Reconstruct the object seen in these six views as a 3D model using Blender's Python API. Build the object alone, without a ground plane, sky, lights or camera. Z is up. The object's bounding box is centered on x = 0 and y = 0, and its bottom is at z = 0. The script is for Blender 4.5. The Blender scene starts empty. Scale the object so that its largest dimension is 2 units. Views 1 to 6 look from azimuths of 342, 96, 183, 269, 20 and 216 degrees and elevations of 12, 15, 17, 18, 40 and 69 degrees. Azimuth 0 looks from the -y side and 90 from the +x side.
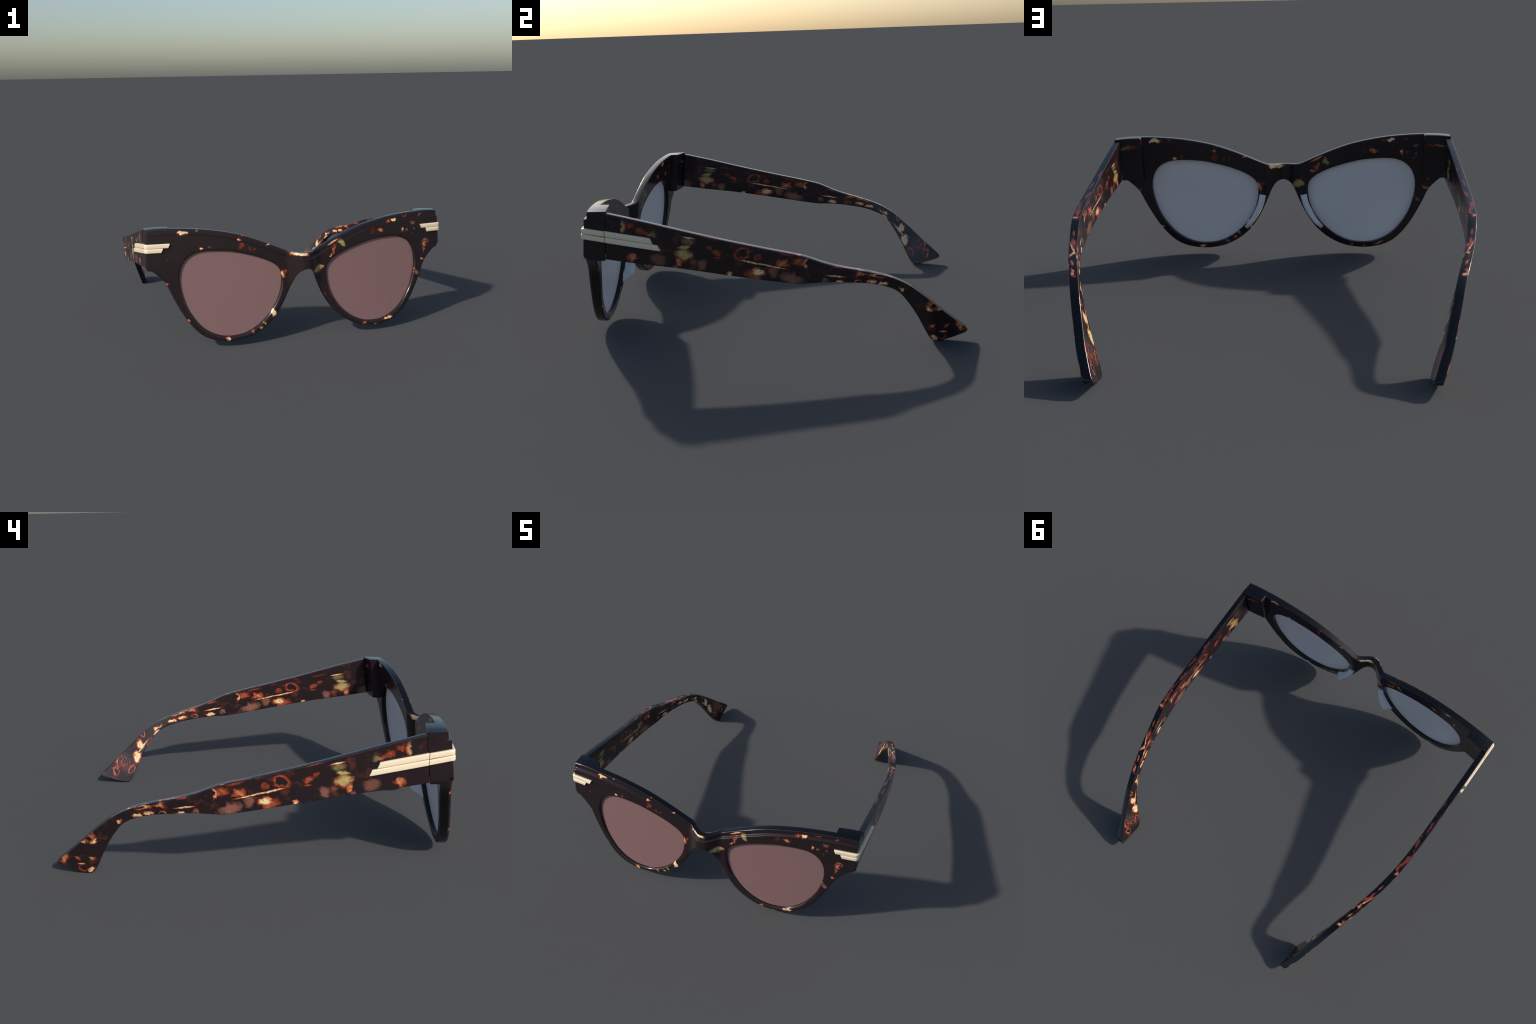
# Cat-eye sunglasses: tortoiseshell acetate frame, two flat lenses, two bent
# temples, metal corner trim and nose pads.  Metres, z up, front faces -y.
import bpy, bmesh, math
import numpy as np
from mathutils import Vector
from mathutils.geometry import delaunay_2d_cdt

# --------------------------------------------------------------------------
# small geometry helpers
# --------------------------------------------------------------------------
def catmull(pts, step):
    """Smooth curve through control points, resampled to about `step`."""
    p = [np.array(q, float) for q in pts]
    p = [2 * p[0] - p[1]] + p + [2 * p[-1] - p[-2]]
    out = []
    for i in range(1, len(p) - 2):
        p0, p1, p2, p3 = p[i - 1:i + 3]
        d = [max(np.linalg.norm(b - a), 1e-6) ** 0.5 for a, b in ((p0, p1), (p1, p2), (p2, p3))]
        t0, t1 = 0.0, d[0]
        t2 = t1 + d[1]
        t3 = t2 + d[2]
        n = max(2, int(round(np.linalg.norm(p2 - p1) / step)))
        for k in range(n):
            t = t1 + (t2 - t1) * k / n
            a1 = (t1 - t) / (t1 - t0) * p0 + (t - t0) / (t1 - t0) * p1
            a2 = (t2 - t) / (t2 - t1) * p1 + (t - t1) / (t2 - t1) * p2
            a3 = (t3 - t) / (t3 - t2) * p2 + (t - t2) / (t3 - t2) * p3
            b1 = (t2 - t) / (t2 - t0) * a1 + (t - t0) / (t2 - t0) * a2
            b2 = (t3 - t) / (t3 - t1) * a2 + (t - t1) / (t3 - t1) * a3
            out.append((t2 - t) / (t2 - t1) * b1 + (t - t1) / (t2 - t1) * b2)
    out.append(p[-2])
    return np.array(out)


def join(*runs):
    out = []
    for r in runs:
        for q in r:
            if not out or np.linalg.norm(out[-1] - q) > 1e-5:
                out.append(np.array(q, float))
    if np.linalg.norm(out[0] - out[-1]) < 1e-5:
        out.pop()
    return np.array(out)


def ccw(p):
    a = 0.5 * np.sum(p[:, 0] * np.roll(p[:, 1], -1) - np.roll(p[:, 0], -1) * p[:, 1])
    return p if a > 0 else p[::-1].copy()


def inset(p, w):
    """Move a counter-clockwise loop inwards by w (number or one per vertex)."""
    a = p - np.roll(p, 1, 0)
    b = np.roll(p, -1, 0) - p
    na = np.c_[-a[:, 1], a[:, 0]] / np.linalg.norm(a, axis=1)[:, None]
    nb = np.c_[-b[:, 1], b[:, 0]] / np.linalg.norm(b, axis=1)[:, None]
    m = na + nb
    m /= np.linalg.norm(m, axis=1)[:, None]
    c = np.clip(np.sum(m * na, 1), 0.55, 1.0)
    return p + m * (np.broadcast_to(w, len(p)) / c)[:, None]


def inside(pts, poly):
    x, y = pts[:, 0][:, None], pts[:, 1][:, None]
    x0, y0 = poly[:, 0], poly[:, 1]
    x1, y1 = np.roll(x0, -1), np.roll(y0, -1)
    hit = ((y0 > y) != (y1 > y)) & (x < (x1 - x0) * (y - y0) / np.where(y1 == y0, 1e-12, y1 - y0) + x0)
    return hit.sum(1) % 2 == 1


def near(pts, line, dist):
    """True where a point lies within dist of any vertex of a dense polyline."""
    hit = np.zeros(len(pts), bool)
    for k in range(0, len(line), 400):
        d = np.linalg.norm(pts[:, None] - line[None, k:k + 400], axis=2)
        hit |= (d < dist).any(1)
    return hit


def fill(loops, lines, spacing):
    """Triangulate the area inside loops[0] and outside the others."""
    verts, edges = [], []
    for lp in loops:
        s = len(verts)
        verts += [tuple(v) for v in lp]
        edges += [(s + i, s + (i + 1) % len(lp)) for i in range(len(lp))]
    walls = [np.vstack(loops)]
    for ln in lines:
        keep = inside(ln, loops[0])
        for h in loops[1:]:
            keep &= ~inside(ln, h)
        keep &= ~near(ln, walls[0], 0.0012)
        ids = []
        for v, k in zip(ln, keep):
            if k:
                verts.append(tuple(v))
                ids.append(len(verts) - 1)
            else:
                ids.append(None)
        edges += [(i, j) for i, j in zip(ids, ids[1:]) if i is not None and j is not None]
        walls.append(ln)
    lo, hi = loops[0].min(0), loops[0].max(0)
    gx, gy = np.meshgrid(np.arange(lo[0], hi[0], spacing), np.arange(lo[1], hi[1], spacing))
    gx[1::2] += spacing / 2
    g = np.c_[gx.ravel(), gy.ravel()]
    g = g[inside(g, loops[0])]
    for h in loops[1:]:
        g = g[~inside(g, h)]
    g = g[~near(g, np.vstack(walls), spacing * 0.55)]
    verts += [tuple(v) for v in g]
    v, _, f, ov, _, _ = delaunay_2d_cdt([Vector(q) for q in verts], edges, [], 0, 1e-6)
    v = np.array([tuple(q) for q in v])
    f = np.array([t for t in f if len(t) == 3])
    c = v[f].mean(1)
    ok = inside(c, loops[0])
    for h in loops[1:]:
        ok &= ~inside(c, h)
    back = {}
    for i, o in enumerate(ov):
        for k in o:
            back[k] = i
    order = [[back[sum(len(q) for q in loops[:n]) + i] for i in range(len(lp))] for n, lp in enumerate(loops)]
    return v, f[ok], order


def plate(name, outer, holes, front, rear, place, bevels, mats, lines=(), spacing=0.018, sharp=32,
          wall=lambda a, b: 2):
    """A curved slab: a flat outline, pushed to front(a,b) and rear(a,b), with
    rounded edges.  bevels = (front outer, rear outer, front hole, rear hole),
    each (width, depth); a width may vary along the loop."""
    loops = [ccw(outer)] + [ccw(h)[::-1].copy() for h in holes]
    V, F, M = [], [], []

    def add(pts2, depth):
        s = len(V)
        V.extend(place(a, b, c) for (a, b), c in zip(pts2, depth))
        return list(range(s, s + len(pts2)))

    face_rings = {}
    for n, lp in enumerate(loops):
        (wf, df), (wr, dr) = (bevels[0], bevels[1]) if n == 0 else (bevels[2], bevels[3])
        rings = []
        seg = 4
        for side, (w, d, fn, sg) in enumerate(((wf, df, front, 1), (wr, dr, rear, -1))):
            grp = []
            for k in range(seg + 1):
                t = k / seg * math.pi / 2
                q = inset(lp, np.asarray(w) * (1 - math.sin(t)))
                grp.append((q, fn(q[:, 0], q[:, 1]) + sg * np.asarray(d) * (1 - math.cos(t))))
            if side:
                grp = grp[::-1]
            rings += grp
        face_rings[n] = (rings[0], rings[-1])
        ids = [add(q, d) for q, d in rings]
        face_rings[n] = (rings[0][0], ids[0], rings[-1][0], ids[-1])
        for k, (r0, r1) in enumerate(zip(ids, ids[1:])):
            for i in range(len(lp)):
                j = (i + 1) % len(lp)
                F.append((r0[i], r0[j], r1[j], r1[i]))
                M.append(0 if k < seg else 1 if k > seg else wall(*((lp[i] + lp[j]) / 2)))
    for side, fn in ((0, front), (1, rear)):
        lps = [face_rings[n][side * 2] for n in range(len(loops))]
        # a supporting line just inside every edge keeps the shading flat
        support = [np.vstack([q, q[:1]]) for q in (inset(l, 0.004) for l in lps)]
        v, f, order = fill(lps, list(lines if side == 0 else ()) + support, spacing)
        known = {}
        for n in range(len(loops)):
            for k, i in zip(order[n], face_rings[n][side * 2 + 1]):
                known[k] = i
        d = fn(v[:, 0], v[:, 1])
        idx = []
        for i in range(len(v)):
            if i in known:
                idx.append(known[i])
            else:
                V.append(place(v[i, 0], v[i, 1], d[i]))
                idx.append(len(V) - 1)
        for t in f:
            F.append(tuple(idx[i] for i in t))
            M.append(side)
    return finish(name, V, F, M, mats, sharp)


def finish(name, V, F, M, mats, sharp=32):
    me = bpy.data.meshes.new(name)
    me.from_pydata([tuple(map(float, v)) for v in V], [], F)
    me.polygons.foreach_set("material_index", np.array(M, np.int32))
    bm = bmesh.new()
    bm.from_mesh(me)
    bmesh.ops.remove_doubles(bm, verts=bm.verts, dist=2e-5)
    loose = [v for v in bm.verts if not v.link_faces]
    bmesh.ops.delete(bm, geom=loose, context="VERTS")
    bmesh.ops.recalc_face_normals(bm, faces=bm.faces)
    bm.to_mesh(me)
    bm.free()
    for m in mats:
        me.materials.append(m)
    me.polygons.foreach_set("use_smooth", np.ones(len(me.polygons), bool))
    me.set_sharp_from_angle(angle=math.radians(sharp))
    me.update()
    ob = bpy.data.objects.new(name, me)
    bpy.context.scene.collection.objects.link(ob)
    return ob


def mirrored(ob, name):
    """The same part for the other side (x -> -x)."""
    me = ob.data.copy()
    co = np.empty(len(me.vertices) * 3, np.float32)
    me.vertices.foreach_get("co", co)
    co[0::3] *= -1
    me.vertices.foreach_set("co", co)
    me.flip_normals()
    me.update()
    o = bpy.data.objects.new(name, me)
    bpy.context.scene.collection.objects.link(o)
    return o


# --------------------------------------------------------------------------
# materials
# --------------------------------------------------------------------------
class Nodes:
    def __init__(self, name):
        self.mat = bpy.data.materials.new(name)
        self.mat.use_nodes = True
        self.t = self.mat.node_tree
        self.t.nodes.clear()

    def new(self, kind, **props):
        n = self.t.nodes.new(kind)
        for k, v in props.items():
            setattr(n, k, v)
        return n

    def link(self, a, b):
        self.t.links.new(a, b)

    def math(self, op, a, b=None, clamp=False):
        n = self.new("ShaderNodeMath", operation=op, use_clamp=clamp)
        for i, v in enumerate((a, b)):
            if v is None:
                continue
            if isinstance(v, (int, float)):
                n.inputs[i].default_value = v
            else:
                self.link(v, n.inputs[i])
        return n.outputs[0]

    def mix(self, fac, a, b):
        n = self.new("ShaderNodeMix", data_type="RGBA")
        for s, v in ((0, fac), (6, a), (7, b)):
            if isinstance(v, (int, float)):
                n.inputs[s].default_value = v
            elif isinstance(v, tuple):
                n.inputs[s].default_value = (*v, 1)
            else:
                self.link(v, n.inputs[s])
        return n.outputs[2]

    def ramp(self, fac, stops):
        n = self.new("ShaderNodeValToRGB")
        e = n.color_ramp.elements
        while len(e) < len(stops):
            e.new(0.5)
        for el, (p, c) in zip(e, stops):
            el.position = p
            el.color = (*c, 1)
        self.link(fac, n.inputs[0])
        return n.outputs[0]

    def noise(self, vec, scale, detail=2.0, rough=0.5):
        n = self.new("ShaderNodeTexNoise")
        n.inputs["Scale"].default_value = scale
        n.inputs["Detail"].default_value = detail
        n.inputs["Roughness"].default_value = rough
        self.link(vec, n.inputs["Vector"])
        return n

    def done(self, colour, rough=0.3, metallic=0.0, spec=0.5, **extra):
        b = self.new("ShaderNodeBsdfPrincipled")
        o = self.new("ShaderNodeOutputMaterial")
        if isinstance(colour, tuple):
            b.inputs["Base Color"].default_value = (*colour, 1)
        else:
            self.link(colour, b.inputs["Base Color"])
        if isinstance(rough, (int, float)):
            b.inputs["Roughness"].default_value = rough
        else:
            self.link(rough, b.inputs["Roughness"])
        b.inputs["Metallic"].default_value = metallic
        b.inputs["Specular IOR Level"].default_value = spec
        for k, v in extra.items():
            b.inputs[k.replace("_", " ")].default_value = v
        self.link(b.outputs[0], o.inputs[0])
        return self.mat


BASE = (0.0190, 0.0123, 0.0140)          # near-black brown of the acetate
WARM = [(0.0, BASE), (0.14, (0.030, 0.011, 0.010)), (0.38, (0.17, 0.030, 0.016)),
        (0.58, (0.36, 0.075, 0.035)), (0.72, (0.50, 0.18, 0.075)), (0.84, (0.66, 0.36, 0.17)), (1.0, (0.86, 0.70, 0.40))]
MAUVE = (0.25, 0.095, 0.078)
OLIVE = (0.27, 0.20, 0.075)


def tortoise(name, axes, flecks, late=None, late_only=(), stripes=None, haze=0.0, ground=BASE):
    """Tortoiseshell: dark acetate with warm, mauve and olive flecks.  Each
    fleck is an ellipse (a, b, ra, rb, degrees, kind, strength) on two object
    axes, its edge broken up by noise.  `late` = (scale, shift, shift2) slides
    the flecks along the part; late_only flecks stay unmoved."""
    n = Nodes(name)
    tc = n.new("ShaderNodeTexCoord")
    sp = n.new("ShaderNodeSeparateXYZ")
    n.link(tc.outputs["Object"], sp.inputs[0])
    cb = n.new("ShaderNodeCombineXYZ")
    n.link(sp.outputs[axes[0]], cb.inputs[0])
    n.link(sp.outputs[axes[1]], cb.inputs[1])
    flat = cb.outputs[0]

    def wobble(vec, calm=1.0):
        for scale, amp in ((26.0, 0.040 * calm), (75.0, 0.018 * calm), (200.0, 0.006)):
            nz = n.noise(vec, scale, 1.0)
            s = n.new("ShaderNodeVectorMath", operation="SUBTRACT")
            n.link(nz.outputs["Color"], s.inputs[0])
            s.inputs[1].default_value = (0.5, 0.5, 0.5)
            m = n.new("ShaderNodeVectorMath", operation="MULTIPLY_ADD")
            n.link(s.outputs[0], m.inputs[0])
            m.inputs[1].default_value = (amp, amp, 0)
            n.link(vec, m.inputs[2])
            vec = m.outputs[0]
        return vec

    own, own_calm = wobble(flat), wobble(flat, 0.15)
    if late:
        mp = n.new("ShaderNodeMapping", vector_type="POINT")
        mp.inputs["Scale"].default_value = (1 / late[0], 1, 1)
        mp.inputs["Location"].default_value = (-late[1] / late[0], -late[2], 0)
        n.link(flat, mp.inputs["Vector"])
        slid, slid_calm = wobble(mp.outputs[0]), wobble(mp.outputs[0], 0.15)
    else:
        slid, slid_calm = own, own_calm
    field = {}
    streak = lambda f: f[3] < 0.0075 and f[2] > 3 * f[3]      # long thin ones stay straight
    jobs = [(slid_calm if streak(f) else slid, f) for f in flecks]
    jobs += [(own_calm if streak(f) else own, f) for f in late_only]
    for vec, (a, b, ra, rb, deg, kind, power) in jobs:
        mp = n.new("ShaderNodeMapping", vector_type="TEXTURE")
        mp.inputs["Location"].default_value = (a, b, 0)
        mp.inputs["Rotation"].default_value = (0, 0, math.radians(deg))
        mp.inputs["Scale"].default_value = (ra, rb, 1)
        n.link(vec, mp.inputs["Vector"])
        ln = n.new("ShaderNodeVectorMath", operation="LENGTH")
        n.link(mp.outputs[0], ln.inputs[0])
        mr = n.new("ShaderNodeMapRange", interpolation_type="SMOOTHSTEP")
        crisp = (1.15, 0.85) if kind == "d" else (1.35, 0.45)
        mr.inputs["From Min"].default_value = crisp[0]
        mr.inputs["From Max"].default_value = crisp[1]
        mr.inputs["To Min"].default_value = 0
        mr.inputs["To Max"].default_value = power
        n.link(ln.outputs["Value"], mr.inputs["Value"])
        v = mr.outputs[0]
        field[kind] = n.math("MAXIMUM", field[kind], v) if kind in field else v
    grain = n.noise(flat, 60.0, 3.0)
    cloud = n.noise(flat, 11.0, 2.0)
    col = n.mix(n.math("MULTIPLY", n.math("SUBTRACT", cloud.outputs[0], 0.5, True), 0.5), ground, (0.06, 0.014, 0.012))
    if haze:
        # dim red-brown clouds between the flecks, drawn out along the part
        mp = n.new("ShaderNodeMapping")
        mp.inputs["Scale"].default_value = (0.75, 1.0, 1.0)
        n.link(slid, mp.inputs["Vector"])
        red = n.noise(mp.outputs[0], 17.0, 4.0, 0.6)
        f = n.new("ShaderNodeMapRange", interpolation_type="SMOOTHSTEP")
        f.inputs["From Min"].default_value = 0.53
        f.inputs["From Max"].default_value = 0.70
        f.inputs["To Max"].default_value = haze
        n.link(red.outputs[0], f.inputs["Value"])
        col = n.mix(f.outputs[0], col, n.mix(grain.outputs[0], (0.11, 0.020, 0.012), (0.20, 0.060, 0.035)))
    if stripes:
        a, b, ra, rb, deg = stripes
        mp = n.new("ShaderNodeMapping", vector_type="TEXTURE")
        mp.inputs["Location"].default_value = (a, b, 0)
        mp.inputs["Rotation"].default_value = (0, 0, math.radians(deg))
        mp.inputs["Scale"].default_value = (ra, rb, 1)
        n.link(own, mp.inputs["Vector"])
        ln = n.new("ShaderNodeVectorMath", operation="LENGTH")
        n.link(mp.outputs[0], ln.inputs[0])
        wv = n.new("ShaderNodeTexWave", bands_direction="Y")
        wv.inputs["Scale"].default_value = 1.15
        n.link(mp.outputs[0], wv.inputs["Vector"])
        soft = n.math("SUBTRACT", 1.25, ln.outputs["Value"], True)
        col = n.mix(n.math("MULTIPLY", soft, n.math("MULTIPLY", wv.outputs["Fac"], 1.0), True), col, (0.11, 0.075, 0.08))
    if "m" in field:
        col = n.mix(n.math("MULTIPLY", field["m"], 0.85), col,
                    n.mix(grain.outputs[0], MAUVE, (0.36, 0.15, 0.095)))
    w = field["w"]
    w = n.math("MULTIPLY", w, n.math("ADD", 0.45, n.math("MULTIPLY", grain.outputs[0], 1.10)), True)
    if "d" in field:
        w = n.math("MULTIPLY", w, n.math("SUBTRACT", 1.0, field["d"], True))
    warm = n.ramp(w, WARM)
    col = n.mix(n.math("MULTIPLY", w, 5.0, True), col, warm)
    if "o" in field:
        col = n.mix(n.math("MULTIPLY", field["o"], 0.95), col, n.mix(grain.outputs[0], OLIVE, (0.66, 0.50, 0.20)))
    return n.done(col, rough=0.17, spec=0.5)


# flecks of the front: x, z, half sizes, degrees, kind, strength
FRONT_FLECKS = [
    (-.752, .722, .038, .012, 0, "w", 1.5), (-.665, .728, .009, .011, 0, "m", .8),
    (-.643, .620, .014, .011, 0, "w", .95), (-.600, .627, .010, .010, 0, "m", .5),
    (-.4075, .659, .014, .010, 0, "w", .85), (-.402, .619, .022, .020, 40, "w", .40),
    (-.345, .605, .012, .018, 20, "w", .30), (-.315, .600, .011, .011, 0, "w", .32),
    (-.370, .690, .026, .007, 20, "w", .85), (-.220, .620, .026, .006, 20, "w", .85),
    (-.040, .549, .060, .012, -4, "w", 1.15), (-.142, .430, .013, .032, 12, "w", .85),
    (-.122, .445, .014, .014, 40, "w", .45), (-.853, .567, .009, .009, 0, "w", .30),
    (-.862, .418, .014, .012, 45, "w", .65), (-.745, .190, .016, .010, -40, "w", .75),
    (-.510, .053, .017, .014, 0, "w", .90), (-.348, .085, .014, .013, 20, "m", 1.0),
    (-.300, .112, .016, .011, -35, "w", .75), (-.220, .205, .060, .017, -56, "w", 1.2),
    (-.275, .135, .020, .007, -45, "o", .8),
    (.640, .714, .024, .010, 5, "w", 1.5), (.600, .708, .014, .008, 10, "w", .6),
    (.725, .722, .017, .006, 0, "w", .50), (.840, .722, .017, .007, 0, "m", .9),
    (.540, .650, .028, .018, -10, "w", .72), (.480, .648, .018, .016, 0, "w", .24),
    (.702, .641, .013, .016, 0, "w", .9), (.735, .637, .006, .008, 0, "m", .7),
    (.775, .680, .013, .011, 0, "m", .9), (.790, .635, .007, .007, 0, "m", .8),
    (.770, .610, .007, .007, 0, "m", .8), (.869, .541, .026, .020, 45, "m", 1.3),
    (.866, .533, .016, .016, 45, "w", .68), (.860, .497, .007, .018, 0, "m", 1.0),
    (.846, .431, .022, .010, -25, "w", .72), (.787, .371, .008, .008, 0, "w", .7),
    (.803, .350, .016, .014, 30, "m", 1.0), (.580, .076, .036, .010, 22, "w", .95),
    (.410, .058, .016, .010, 30, "w", .75), (.410, .056, .009, .005, 30, "d", 1),
    (.490, .046, .014, .005, 0, "w", .8), (.262, .588, .016, .022, 40, "o", .8),
    (.205, .600, .048, .007, 26, "w", .85), (.207, .555, .011, .032, -15, "w", .70),
    (.178, .522, .020, .007, 40, "w", .80), (.090, .446, .036, .020, 15, "o", .95),
    (.112, .455, .014, .020, 0, "w", .80), (.140, .280, .008, .012, 0, "w", .42),
]
# flecks of the temples, seen from outside: y, z, ...
TEMPLE_FLECKS = [
    (-.666, .669, .014, .029, 0, "w", .66), (-.676, .670, .006, .026, 0, "o", .8),
    (-.632, .677, .022, .020, 0, "w", .5), (-.572, .645, .045, .020, -20, "w", .5),
    (-.527, .632, .020, .014, 0, "o", .45), (-.630, .519, .030, .021, 0, "w", .72),
    (-.506, .506, .036, .023, 0, "m", .6), (-.378, .527, .050, .032, -8, "w", .50), (-.380, .530, .038, .018, -8, "o", 1.15),
    (-.376, .564, .030, .012, -8, "o", 1.1), (-.353, .597, .030, .020, 0, "o", .42),
    (-.350, .614, .040, .005, -10, "w", .9), (-.403, .497, .016, .022, 0, "w", .74),
    (-.423, .473, .013, .014, 0, "m", .7), (-.345, .501, .024, .015, 0, "m", .6),
    (-.291, .481, .025, .025, 45, "m", .9), (-.216, .543, .026, .017, -30, "w", .55),
    (-.248, .570, .027, .013, -30, "w", .42), (-.216, .514, .020, .006, 0, "w", .52),
    (-.096, .534, .044, .037, 0, "w", .62), (-.096, .533, .026, .021, 0, "d", 1),
    (-.054, .490, .072, .005, -12, "w", .95), (-.024, .444, .032, .024, -20, "w", .97),
    (-.040, .437, .054, .030, 0, "w", .56), (-.161, .432, .016, .018, 0, "w", .95),
    (-.022, .512, .021, .017, 0, "w", .42),
    (.048, .441, .021, .030, 0, "m", .8), (.094, .482, .035, .022, 0, "w", .68),
    (.176, .488, .036, .024, 0, "w", .56), (.204, .476, .011, .026, 0, "w", .85),
    (.227, .485, .017, .014, 0, "d", 1), (.132, .405, .056, .022, -12, "m", 1.0),
    (.040, .470, .086, .005, -14, "w", .9), (.293, .385, .015, .010, 0, "m", .9),
    (.344, .406, .054, .005, -8, "w", .95), (.360, .378, .028, .012, 0, "w", .95),
    (.462, .414, .024, .014, -10, "w", .7), (.511, .365, .024, .011, -5, "w", .9),
    (.569, .351, .028, .010, -10, "w", .97), (.543, .393, .046, .014, -14, "w", .85),
    (.558, .390, .026, .006, -14, "d", 1), (.446, .372, .018, .014, 0, "w", .85),
    (.447, .370, .011, .007, 0, "d", 1), (.661, .316, .021, .011, -30, "w", .9),
    (-.250, .610, .050, .005, -14, "w", .34), (.110, .527, .050, .006, -14, "w", .42),
    (.350, .452, .030, .006, -16, "w", .5), (.470, .420, .040, .008, -14, "w", .6),
]
TIP_FLECKS = [
    (.812, .212, .036, .024, -40, "w", .66), (.796, .186, .017, .014, 0, "w", .95),
    (.846, .190, .015, .011, 0, "w", .95), (.827, .207, .016, .009, 30, "d", 1),
    (.796, .198, .025, .004, -45, "w", .95), (.962, .088, .040, .019, -42, "w", .72),
    (.978, .082, .009, .012, 20, "d", 1), (.817, .092, .015, .011, 0, "w", .72),
    (.891, .096, .018, .010, 30, "w", .6), (.877, .057, .021, .006, 0, "w", .9),
    (.830, .022, .020, .012, -20, "w", .95), (.873, .029, .027, .021, 0, "w", .5),
    (.869, .032, .015, .012, 0, "d", 1),
]
INNER_TIP_FLECKS = [
    (.775, .154, .027, .036, 10, "w", 1.1), (.747, .236, .024, .036, -35, "w", .95),
    (.737, .215, .075, .006, -50, "w", .9), (.682, .240, .015, .040, 30, "w", .6),
    (.890, .133, .026, .040, 12, "w", .85), (.888, .133, .015, .028, 12, "d", 1),
    (.912, .071, .023, .030, 0, "w", .85), (.911, .070, .014, .020, 0, "d", 1),
    (.805, .084, .021, .036, 20, "w", .85), (.805, .082, .012, .025, 20, "d", 1),
    (.640, .302, .025, .016, -25, "w", 1.0), (.628, .334, .034, .008, -25, "w", .9),
    (.733, .296, .022, .018, -30, "w", .8), (.733, .298, .012, .010, -30, "d", 1),
    (.865, .103, .012, .022, 0, "w", .45),
]

acetate_front = tortoise("tortoise_acetate_front", (0, 2), FRONT_FLECKS)
# the sheet shows the same figure, mirrored, on the back of the front
acetate_back = tortoise("tortoise_acetate_back", (0, 2), [(-a, b, ra, rb, -deg, kind, power * .9)
                                                          for a, b, ra, rb, deg, kind, power in FRONT_FLECKS])
acetate_temple = tortoise("tortoise_acetate_temple", (1, 2), TEMPLE_FLECKS + TIP_FLECKS, haze=0.55)
acetate_inner = tortoise("tortoise_acetate_inner", (1, 2), TEMPLE_FLECKS, late=(1.2, -.146, .02),
                         late_only=INNER_TIP_FLECKS, stripes=(.850, .130, .085, .060, 62), haze=0.55)
acetate_endpiece = tortoise("tortoise_acetate_endpiece", (0, 2), [
    (.885, .692, .050, .012, 0, "w", .42), (-.885, .692, .050, .012, 0, "w", .42),
    (.915, .688, .030, .010, 0, "o", .35), (-.915, .688, .030, .010, 0, "o", .35)])


EDGE = (0.0018, 0.0018, 0.0022)          # polished black of the cut edges
EDGE_FLECKS = [
    (-.32, .945, .06, .008, 0, "w", .34), (-.18, .960, .05, .008, 0, "w", .34), (-.07, .950, .06, .009, 5, "w", .40),
    (.06, .960, .08, .010, -4, "w", .40), (.13, .945, .05, .010, -8, "w", .48), (.17, .955, .016, .016, 0, "w", .80),
    (.185, .957, .010, .008, 0, "d", 1), (.29, .925, .025, .006, -16, "w", .55), (.37, .905, .05, .012, -20, "w", .50),
    (.40, .905, .05, .004, -24, "w", .85), (.43, .888, .04, .004, -24, "w", .80), (.465, .885, .028, .010, -22, "w", .9),
    (.478, .878, .014, .008, -20, "d", 1), (.53, .868, .025, .007, -24, "w", .62), (.60, .848, .032, .008, -28, "w", .80)]
acetate_edge = tortoise("tortoise_acetate_temple_edge", (1, 0),
                        [(a, k * b, ra, rb, k * deg, kind, power) for k in (1, -1)
                         for a, b, ra, rb, deg, kind, power in EDGE_FLECKS], ground=EDGE)


def plain(name, colour, colour2, scale, **kw):
    n = Nodes(name)
    tc = n.new("ShaderNodeTexCoord")
    nz = n.noise(tc.outputs["Object"], scale, 3.0)
    return n.done(n.mix(nz.outputs[0], colour, colour2), **kw)


lens_pink = plain("tinted_lens_rose", (0.233, 0.132, 0.130), (0.243, 0.138, 0.136), 3.0, rough=0.35)
lens_back_pale = plain("pale_lens_back", (0.90, 0.84, 0.83), (0.92, 0.86, 0.85), 3.0, rough=0.35)  # near-white back face of the lens, much paler than the rose front
trim_metal = plain("satin_gold_metal", (0.92, 0.76, 0.54), (0.95, 0.79, 0.57), 30.0, rough=0.38)
pad_plastic = plain("pale_pad_plastic", (0.74, 0.75, 0.76), (0.78, 0.78, 0.79), 8.0, rough=0.25)
black_edge = plain("black_polished_edge", EDGE, (0.0026, 0.0025, 0.0030), 40.0, rough=0.16)

# --------------------------------------------------------------------------
# frame front
# --------------------------------------------------------------------------
BRIDGE_HALF, BRIDGE_BULGE, THICK = 0.118, 0.061, 0.056
STEP_IN, STEP_DROP = 0.014, 0.031       # set-back band along the top edge


def bridge_bulge(x):
    t = np.clip((BRIDGE_HALF - np.abs(x)) / (BRIDGE_HALF - 0.012), 0, 1)
    return BRIDGE_BULGE * t * t * (3 - 2 * t)


def face_curve(x, z):
    """Wrapped and slightly tilted face of the glasses, y of the front."""
    return -0.983 + 0.063 * x * x + 0.0934 * z - bridge_bulge(x)


brow = [(0.0, .557), (.03, .5575), (.07, .5615), (.098, .568), (.128, .580), (.180, .603), (.232, .6255),
        (.284, .647), (.337, .667), (.400, .688), (.470, .706), (.548, .7215), (.600, .730), (.677, .739),
        (.756, .745), (.834, .748), (.913, .7475), (.969, .743)]
brow_curve = catmull(brow, 0.007)


def brow_z(x):
    return np.interp(np.abs(x), brow_curve[:, 0], brow_curve[:, 1])


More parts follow.
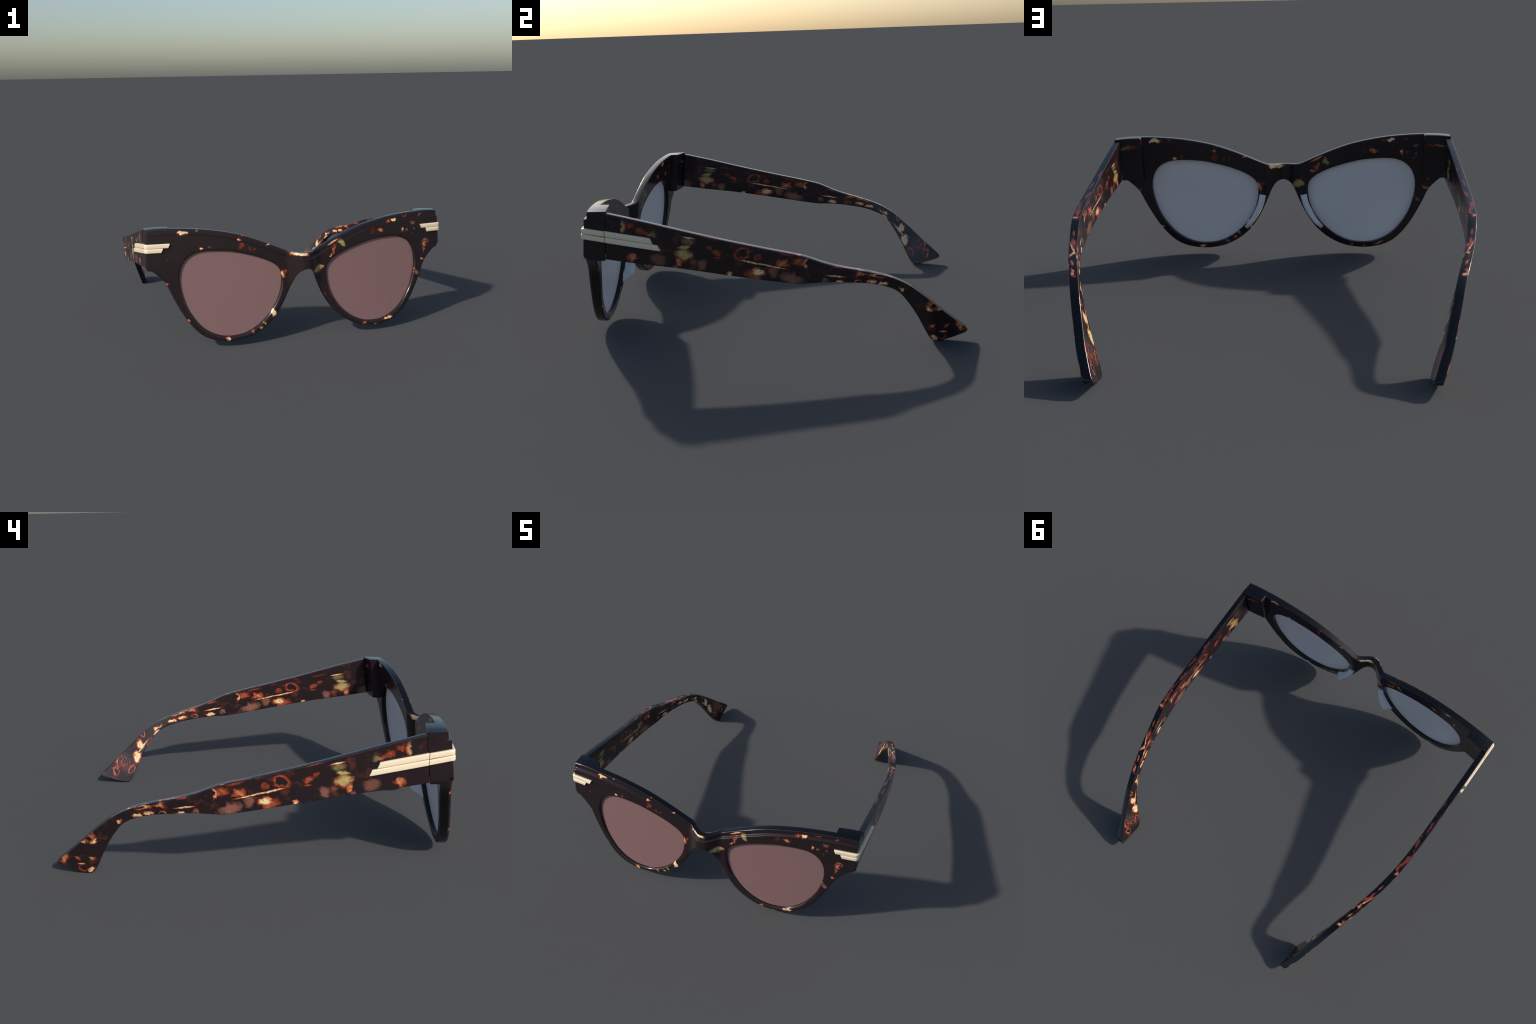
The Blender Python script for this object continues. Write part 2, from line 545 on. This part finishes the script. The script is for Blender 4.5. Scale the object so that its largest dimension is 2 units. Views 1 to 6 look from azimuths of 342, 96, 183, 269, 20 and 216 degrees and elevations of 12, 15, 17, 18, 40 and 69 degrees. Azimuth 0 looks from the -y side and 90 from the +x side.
slope_x = np.linspace(0, .969, 120)
slope_v = np.gradient(brow_z(slope_x), slope_x)
slope_v = np.convolve(np.pad(slope_v, 4, mode="edge"), np.ones(9) / 9, "valid")


def brow_scale(x):
    return np.sqrt(1 + np.interp(np.abs(x), slope_x, slope_v) ** 2)


def below_brow(x, z):
    return (brow_z(x) - z) / brow_scale(x)


def front_y(x, z):
    t = np.clip((STEP_DROP + 0.007 - below_brow(x, z)) / 0.007, 0, 1)
    return face_curve(x, z) + STEP_IN * t * t * (3 - 2 * t)


def rear_y(x, z):
    return face_curve(x, z) + THICK - 0.006 * np.clip(1 - z / 0.35, 0, 1)


ledge = [0.743 - STEP_DROP - d for d in (-0.002, 0.0, 0.0018, 0.0035, 0.0052, 0.007, 0.009)]
side = np.array([(.969, .743)] + [(.969 + .035 * (.743 - z), z) for z in ledge + list(np.linspace(.695, .548, 22))])
side_low = catmull([(.9758, .548), (.974, .533), (.967, .519)], 0.006)
lower = catmull([(.967, .519), (.943, .4985), (.915, .475), (.884, .444), (.860, .411), (.840, .368), (.819, .322),
                 (.795, .272), (.757, .203), (.713, .142), (.663, .093), (.608, .063), (.548, .047), (.485, .041),
                 (.421, .046), (.358, .061), (.274, .105), (.205, .165), (.155, .233), (.119, .298), (.084, .374),
                 (.064, .417), (.044, .443), (.021, .457), (0.0, .462)], 0.006)
grow = np.clip((lower[:, 1] - .40) / -.05, 0, 1) * np.clip((lower[:, 0] - .10) / .1, 0, 1)
normal = np.gradient(lower, axis=0)
normal = np.c_[normal[:, 1], -normal[:, 0]] / np.linalg.norm(normal, axis=1)[:, None]
lower = lower - normal * (.002 * grow)[:, None]        # the rims are a touch fuller below
half = join(brow_curve, side, side_low, lower)
full = join(half, np.c_[-half[:, 0], half[:, 1]][::-1])
OUTLINE = ccw(full)
opening = [(.785, .455), (.775, .505), (.753, .547), (.718, .579), (.675, .597), (.620, .604), (.550, .602),
           (.460, .592), (.370, .570), (.300, .548), (.232, .5195), (.184, .489), (.159, .460), (.150, .424),
           (.152, .372), (.164, .318), (.189, .260), (.235, .193), (.280, .149), (.333, .111), (.403, .081),
           (.480, .072), (.545, .079), (.612, .107), (.670, .152), (.713, .207), (.750, .273), (.773, .345),
           (.784, .405)]


def closed(pts, step):
    n = len(pts)
    w = catmull(pts[-4:] + pts + pts[:4], step)
    s = np.argmin(np.linalg.norm(w - np.array(pts[0]), axis=1))
    e = s + 10 + np.argmin(np.linalg.norm(w[s + 10:] - np.array(pts[0]), axis=1))
    return w[s:e]


OPEN_R = closed(opening, 0.006)
OPEN_L = np.c_[-OPEN_R[:, 0], OPEN_R[:, 1]]

lower_mask = np.clip((below_brow(OUTLINE[:, 0], OUTLINE[:, 1]) - 0.12) / 0.12, 0, 1)
lower_mask *= np.clip((np.abs(OUTLINE[:, 0]) - 0.02) / 0.06, 0.3, 1) * np.clip((.962 - np.abs(OUTLINE[:, 0])) / .02, 0, 1)
front_edge = 0.0035 + 0.011 * lower_mask
rear_edge = 0.0045
xs = np.linspace(-.963, .963, 420)
ledge_lines = [np.c_[xs, brow_z(xs) - d * brow_scale(xs)] for d in
               (STEP_DROP - .002, STEP_DROP, STEP_DROP + .0018, STEP_DROP + .0035, STEP_DROP + .0052,
                STEP_DROP + .007, STEP_DROP + .009)]
xyz_front = lambda a, b, c: (a, c, b)
frame = plate("frame_front", OUTLINE, [OPEN_R, OPEN_L], front_y, rear_y, xyz_front,
              ((front_edge, front_edge * 0.9), (rear_edge, rear_edge), (0.010, 0.012), (0.003, 0.003)),
              [acetate_front, acetate_back, black_edge], lines=ledge_lines, spacing=0.014,
              wall=lambda a, b: 0 if abs(a) > .9685 and b > .53 else 2)

# --------------------------------------------------------------------------
# end pieces: blocks behind the outer corners that carry the temples
# --------------------------------------------------------------------------
def block_rear(x, z):
    return -0.7460 + 0.166 * (x - 0.9635) + 0.099 * (z - 0.738)


bt = brow_curve[brow_curve[:, 0] > .824] + np.array([0, .0004])
bt[-1] = (.9693, bt[-1][1])
block_outline = join(catmull([(.824, .497), (.822, .60), (.821, .742)], .012), bt,
                     catmull([(.9693, .743), (.9729, .64), (.9758, .548)], .012),
                     catmull([(.9758, .548), (.976, .525), (.973, .508), (.966, .4995)], .006),
                     catmull([(.966, .4995), (.90, .4975), (.824, .497)], .012))
endpiece = plate("endpiece", ccw(block_outline), [], lambda x, z: face_curve(x, z) + 0.021, block_rear, xyz_front,
                 ((0.0005, 0.0005), (0.003, 0.003), None, None), [acetate_endpiece, acetate_endpiece, black_edge], spacing=0.02,
                 wall=lambda a, b: 2 if b > .7425 and a < .966 or b < .505 else 0)

# --------------------------------------------------------------------------
# lenses
# --------------------------------------------------------------------------
lens_outline = inset(ccw(OPEN_R), -0.006)
LENS_F, LENS_R = 0.0175, 0.028
lens = plate("lens", lens_outline, [], lambda x, z: face_curve(x, z) + LENS_F,
             lambda x, z: face_curve(x, z) + LENS_R, xyz_front,
             ((0.002, 0.002), (0.002, 0.002), None, None), [lens_pink, lens_back_pale, lens_back_pale], spacing=0.03)

# --------------------------------------------------------------------------
# temples
# --------------------------------------------------------------------------
bow_y = [-.80, -.50, -.25, -.10, .05, .12, .17, .22, .28, .40, .52, .62, .73, .82, .90, .97, 1.02]
bow_x = [.9715, .9755, .977, .977, .974, .970, .9655, .958, .947, .921, .889, .8595, .826, .796, .767, .736, .713]
bow = catmull(list(zip(bow_y, bow_x)), 0.01)
temple_top = [(-.7445, .7335), (-.581, .6955), (-.305, .627), (-.119, .584), (.05, .547), (.14, .527), (.185, .5155),
              (.225, .501), (.278, .479), (.335, .459), (.397, .442), (.511, .412), (.593, .385), (.645, .361),
              (.702, .327), (.77, .271), (.858, .191), (.940, .118), (.985, .078)]
top_curve = catmull(temple_top, 0.008)


def lean(y):
    return np.interp(y, [-.75, -.2, .2, .5, .8, 1], [-.008, -.008, .052, .15, .295, .295])


def temple_outer(y, z):
    zt = np.interp(y, top_curve[:, 0], top_curve[:, 1])
    return np.interp(y, bow[:, 0], bow[:, 1]) + lean(y) * (z - zt)


def temple_inner(y, z):
    return temple_outer(y, z) - np.interp(y, [-.75, .0, .2], [.035, .039, .042])


tip = catmull([(.985, .078), (.996, .066), (.9995, .055), (.991, .044)], 0.005)
temple_low = catmull([(.991, .044), (.945, .026), (.891, .0085), (.858, .001), (.837, .0003), (.821, .008), (.8075, .025),
                      (.7825, .072), (.7505, .140), (.7155, .2025), (.6875, .245), (.660, .2825), (.6265, .311),
                      (.570, .3365), (.5075, .354), (.4165, .367), (.3265, .3755), (.253, .3775), (.180, .376), (.107, .3845),
                      (.035, .395), (-.150, .4235), (-.409, .463), (-.6035, .486), (-.7655, .5085)], 0.008)
butt = catmull([(-.7655, .5085), (-.755, .62), (-.7445, .7335)], 0.012)
temple_outline = ccw(join(top_curve, tip, temple_low, butt))
temple = plate("temple", temple_outline, [], temple_outer, temple_inner, lambda a, b, c: (c, a, b),
               ((0.004, -0.004), (0.004, -0.004), None, None), [acetate_temple, acetate_inner, acetate_edge],
               spacing=0.018)

# --------------------------------------------------------------------------
# metal trim: two stacked bars that wrap each front corner and run on along
# the temple, cut at the hinge line
# --------------------------------------------------------------------------
SEAM = -.7575                               # hinge line, y


def bar(name, stations, height):
    """stations: (x, y, z, nx, ny, tx, ty, shear): sweep of a rounded strip."""
    out, r = 0.0125, 0.0055
    h = height / 2
    prof = [(-.006, -h), (out - r, -h)]
    prof += [(out - r + r * math.sin(t), -h + r - r * math.cos(t)) for t in np.linspace(.3, math.pi / 2, 5)]
    prof += [(out - r + r * math.sin(t), h - r + r * math.cos(t)) for t in np.linspace(math.pi / 2, .3, 5)]
    prof += [(out - r, h), (-.006, h)]
    V, F = [], []
    for x, y, z, nx, ny, tx, ty, sh in stations:
        for a, b in prof:
            V.append((x + nx * a + tx * sh * b, y + ny * a + ty * sh * b, z + b))
    m = len(prof)
    for s in range(len(stations) - 1):
        for i in range(m):
            j = (i + 1) % m
            F.append((s * m + i, s * m + j, s * m + m + j, s * m + m + i))
    F += [tuple(range(m)), tuple(range((len(stations) - 1) * m, len(stations) * m))]
    return finish(name, V, F, [0] * len(F), [trim_metal], 40)


def corner_bar(x_in, z0, z_seam, height):
    st = []
    for x in np.linspace(x_in, .9635, 9):
        y = float(face_curve(x, z0))
        n = np.array([.126 * x, -1.0])
        n /= np.linalg.norm(n)
        first = x == x_in
        st.append((x, y, z0, n[0], n[1], 1, 0, -0.46 if first else 0))
    r = .007                                    # radius of the corner
    yc = float(face_curve(.968, z0)) + r
    for ang in np.linspace(15, 90, 6):
        a = math.radians(ang)
        st.append((.9725 - r + r * math.sin(a), yc - r * math.cos(a), z0, math.sin(a), -math.cos(a), 0, 1, 0))
    for t in np.linspace(.15, 1, 6):
        y = yc + (SEAM - .0018 - yc) * t
        st.append((.9725, y, z0 + (z_seam - z0) * t, 1, 0, 0, 1, -.1 * t))
    return bar("trim_bar", st, height)


def temple_bar(y_end, z_seam, z_end, height):
    st = []
    for k, y in enumerate(np.linspace(SEAM + .0018, y_end, 10)):
        t = k / 9
        z = z_seam + (z_end - z_seam) * t
        st.append((float(temple_outer(y, z)), y, z, 1, 0, 0, 1, -.1 if t < 1 else -.45))
    return bar("trim_bar", st, height)


hinge = plate("hinge", ccw(join(catmull([(.945, .535), (.945, .715)], .03), catmull([(.945, .715), (.962, .715)], .01),  # black filler block behind the seam, so the background does not show through and the gap looks dark
                                catmull([(.962, .715), (.964, .535)], .03), catmull([(.964, .535), (.945, .535)], .01))), [],
              lambda x, z: -.80 + 0 * x, lambda x, z: -.71 + 0 * x, xyz_front,
              ((.001, .001), (.001, .001), None, None), [black_edge] * 3, spacing=.03)

bars = [corner_bar(.839, .6510, .6360, .0262), corner_bar(.881, .6240, .6065, .0262),
        temple_bar(-.532, .6360, .5990, .0285), temple_bar(-.4965, .6065, .5645, .0285)]

# --------------------------------------------------------------------------
# nose pads: ridged wedges on the back of the inner rims
# --------------------------------------------------------------------------
def nose_pad():
    spine = catmull([(.1225, .379), (.134, .330), (.1555, .279), (.1855, .2275), (.2155, .1875), (.233, .167)], .01)
    n = len(spine)
    tang = np.gradient(spine, axis=0)
    tang /= np.linalg.norm(tang, axis=1)[:, None]
    across = np.c_[tang[:, 1], -tang[:, 0]]            # towards the nose
    if across[0, 0] > 0:
        across = -across
    V, F = [], []
    for k in range(n):
        t = k / (n - 1)
        hgt = np.interp(t, [0, .04, .12, .4, .72, .80, .92, 1.0], [.014, .020, .026, .046, .058, .054, .022, .004])
        half_w = np.interp(t, [0, .5, 1], [.0205, .0180, .0120])
        prof = [(-1, -.010), (-1, .35 * hgt), (-.8, .72 * hgt), (-.35, .95 * hgt), (.05, hgt), (.42, .93 * hgt),
                (.72, .68 * hgt), (.92, .35 * hgt), (1, -.010)]
        for a, h in prof:
            q = spine[k] + across[k] * (a * half_w)
            V.append((q[0], float(rear_y(q[0], q[1])) + h, q[1]))
    m = len(prof)
    for k in range(n - 1):
        for i in range(m):
            j = (i + 1) % m
            F.append((k * m + i, k * m + j, k * m + m + j, k * m + m + i))
    F += [tuple(range(m)), tuple(range((n - 1) * m, n * m))]
    return finish("nose_pad", V, F, [0] * len(F), [pad_plastic], 50)


pad = nose_pad()

# --------------------------------------------------------------------------
# assembly
# --------------------------------------------------------------------------
root = bpy.data.objects.new("sunglasses", None)
bpy.context.scene.collection.objects.link(root)
root["label"] = "dark tortoiseshell cat-eye sunglasses with rose lenses and gold trim"
root["category"] = "sunglasses"
for part in [frame, endpiece, lens, temple, hinge, pad] + bars:
    part.parent = root
for part in (endpiece, lens, temple, hinge, pad):
    mirrored(part, part.name).parent = root
for b in bars:
    mirrored(b, "trim_bar").parent = root
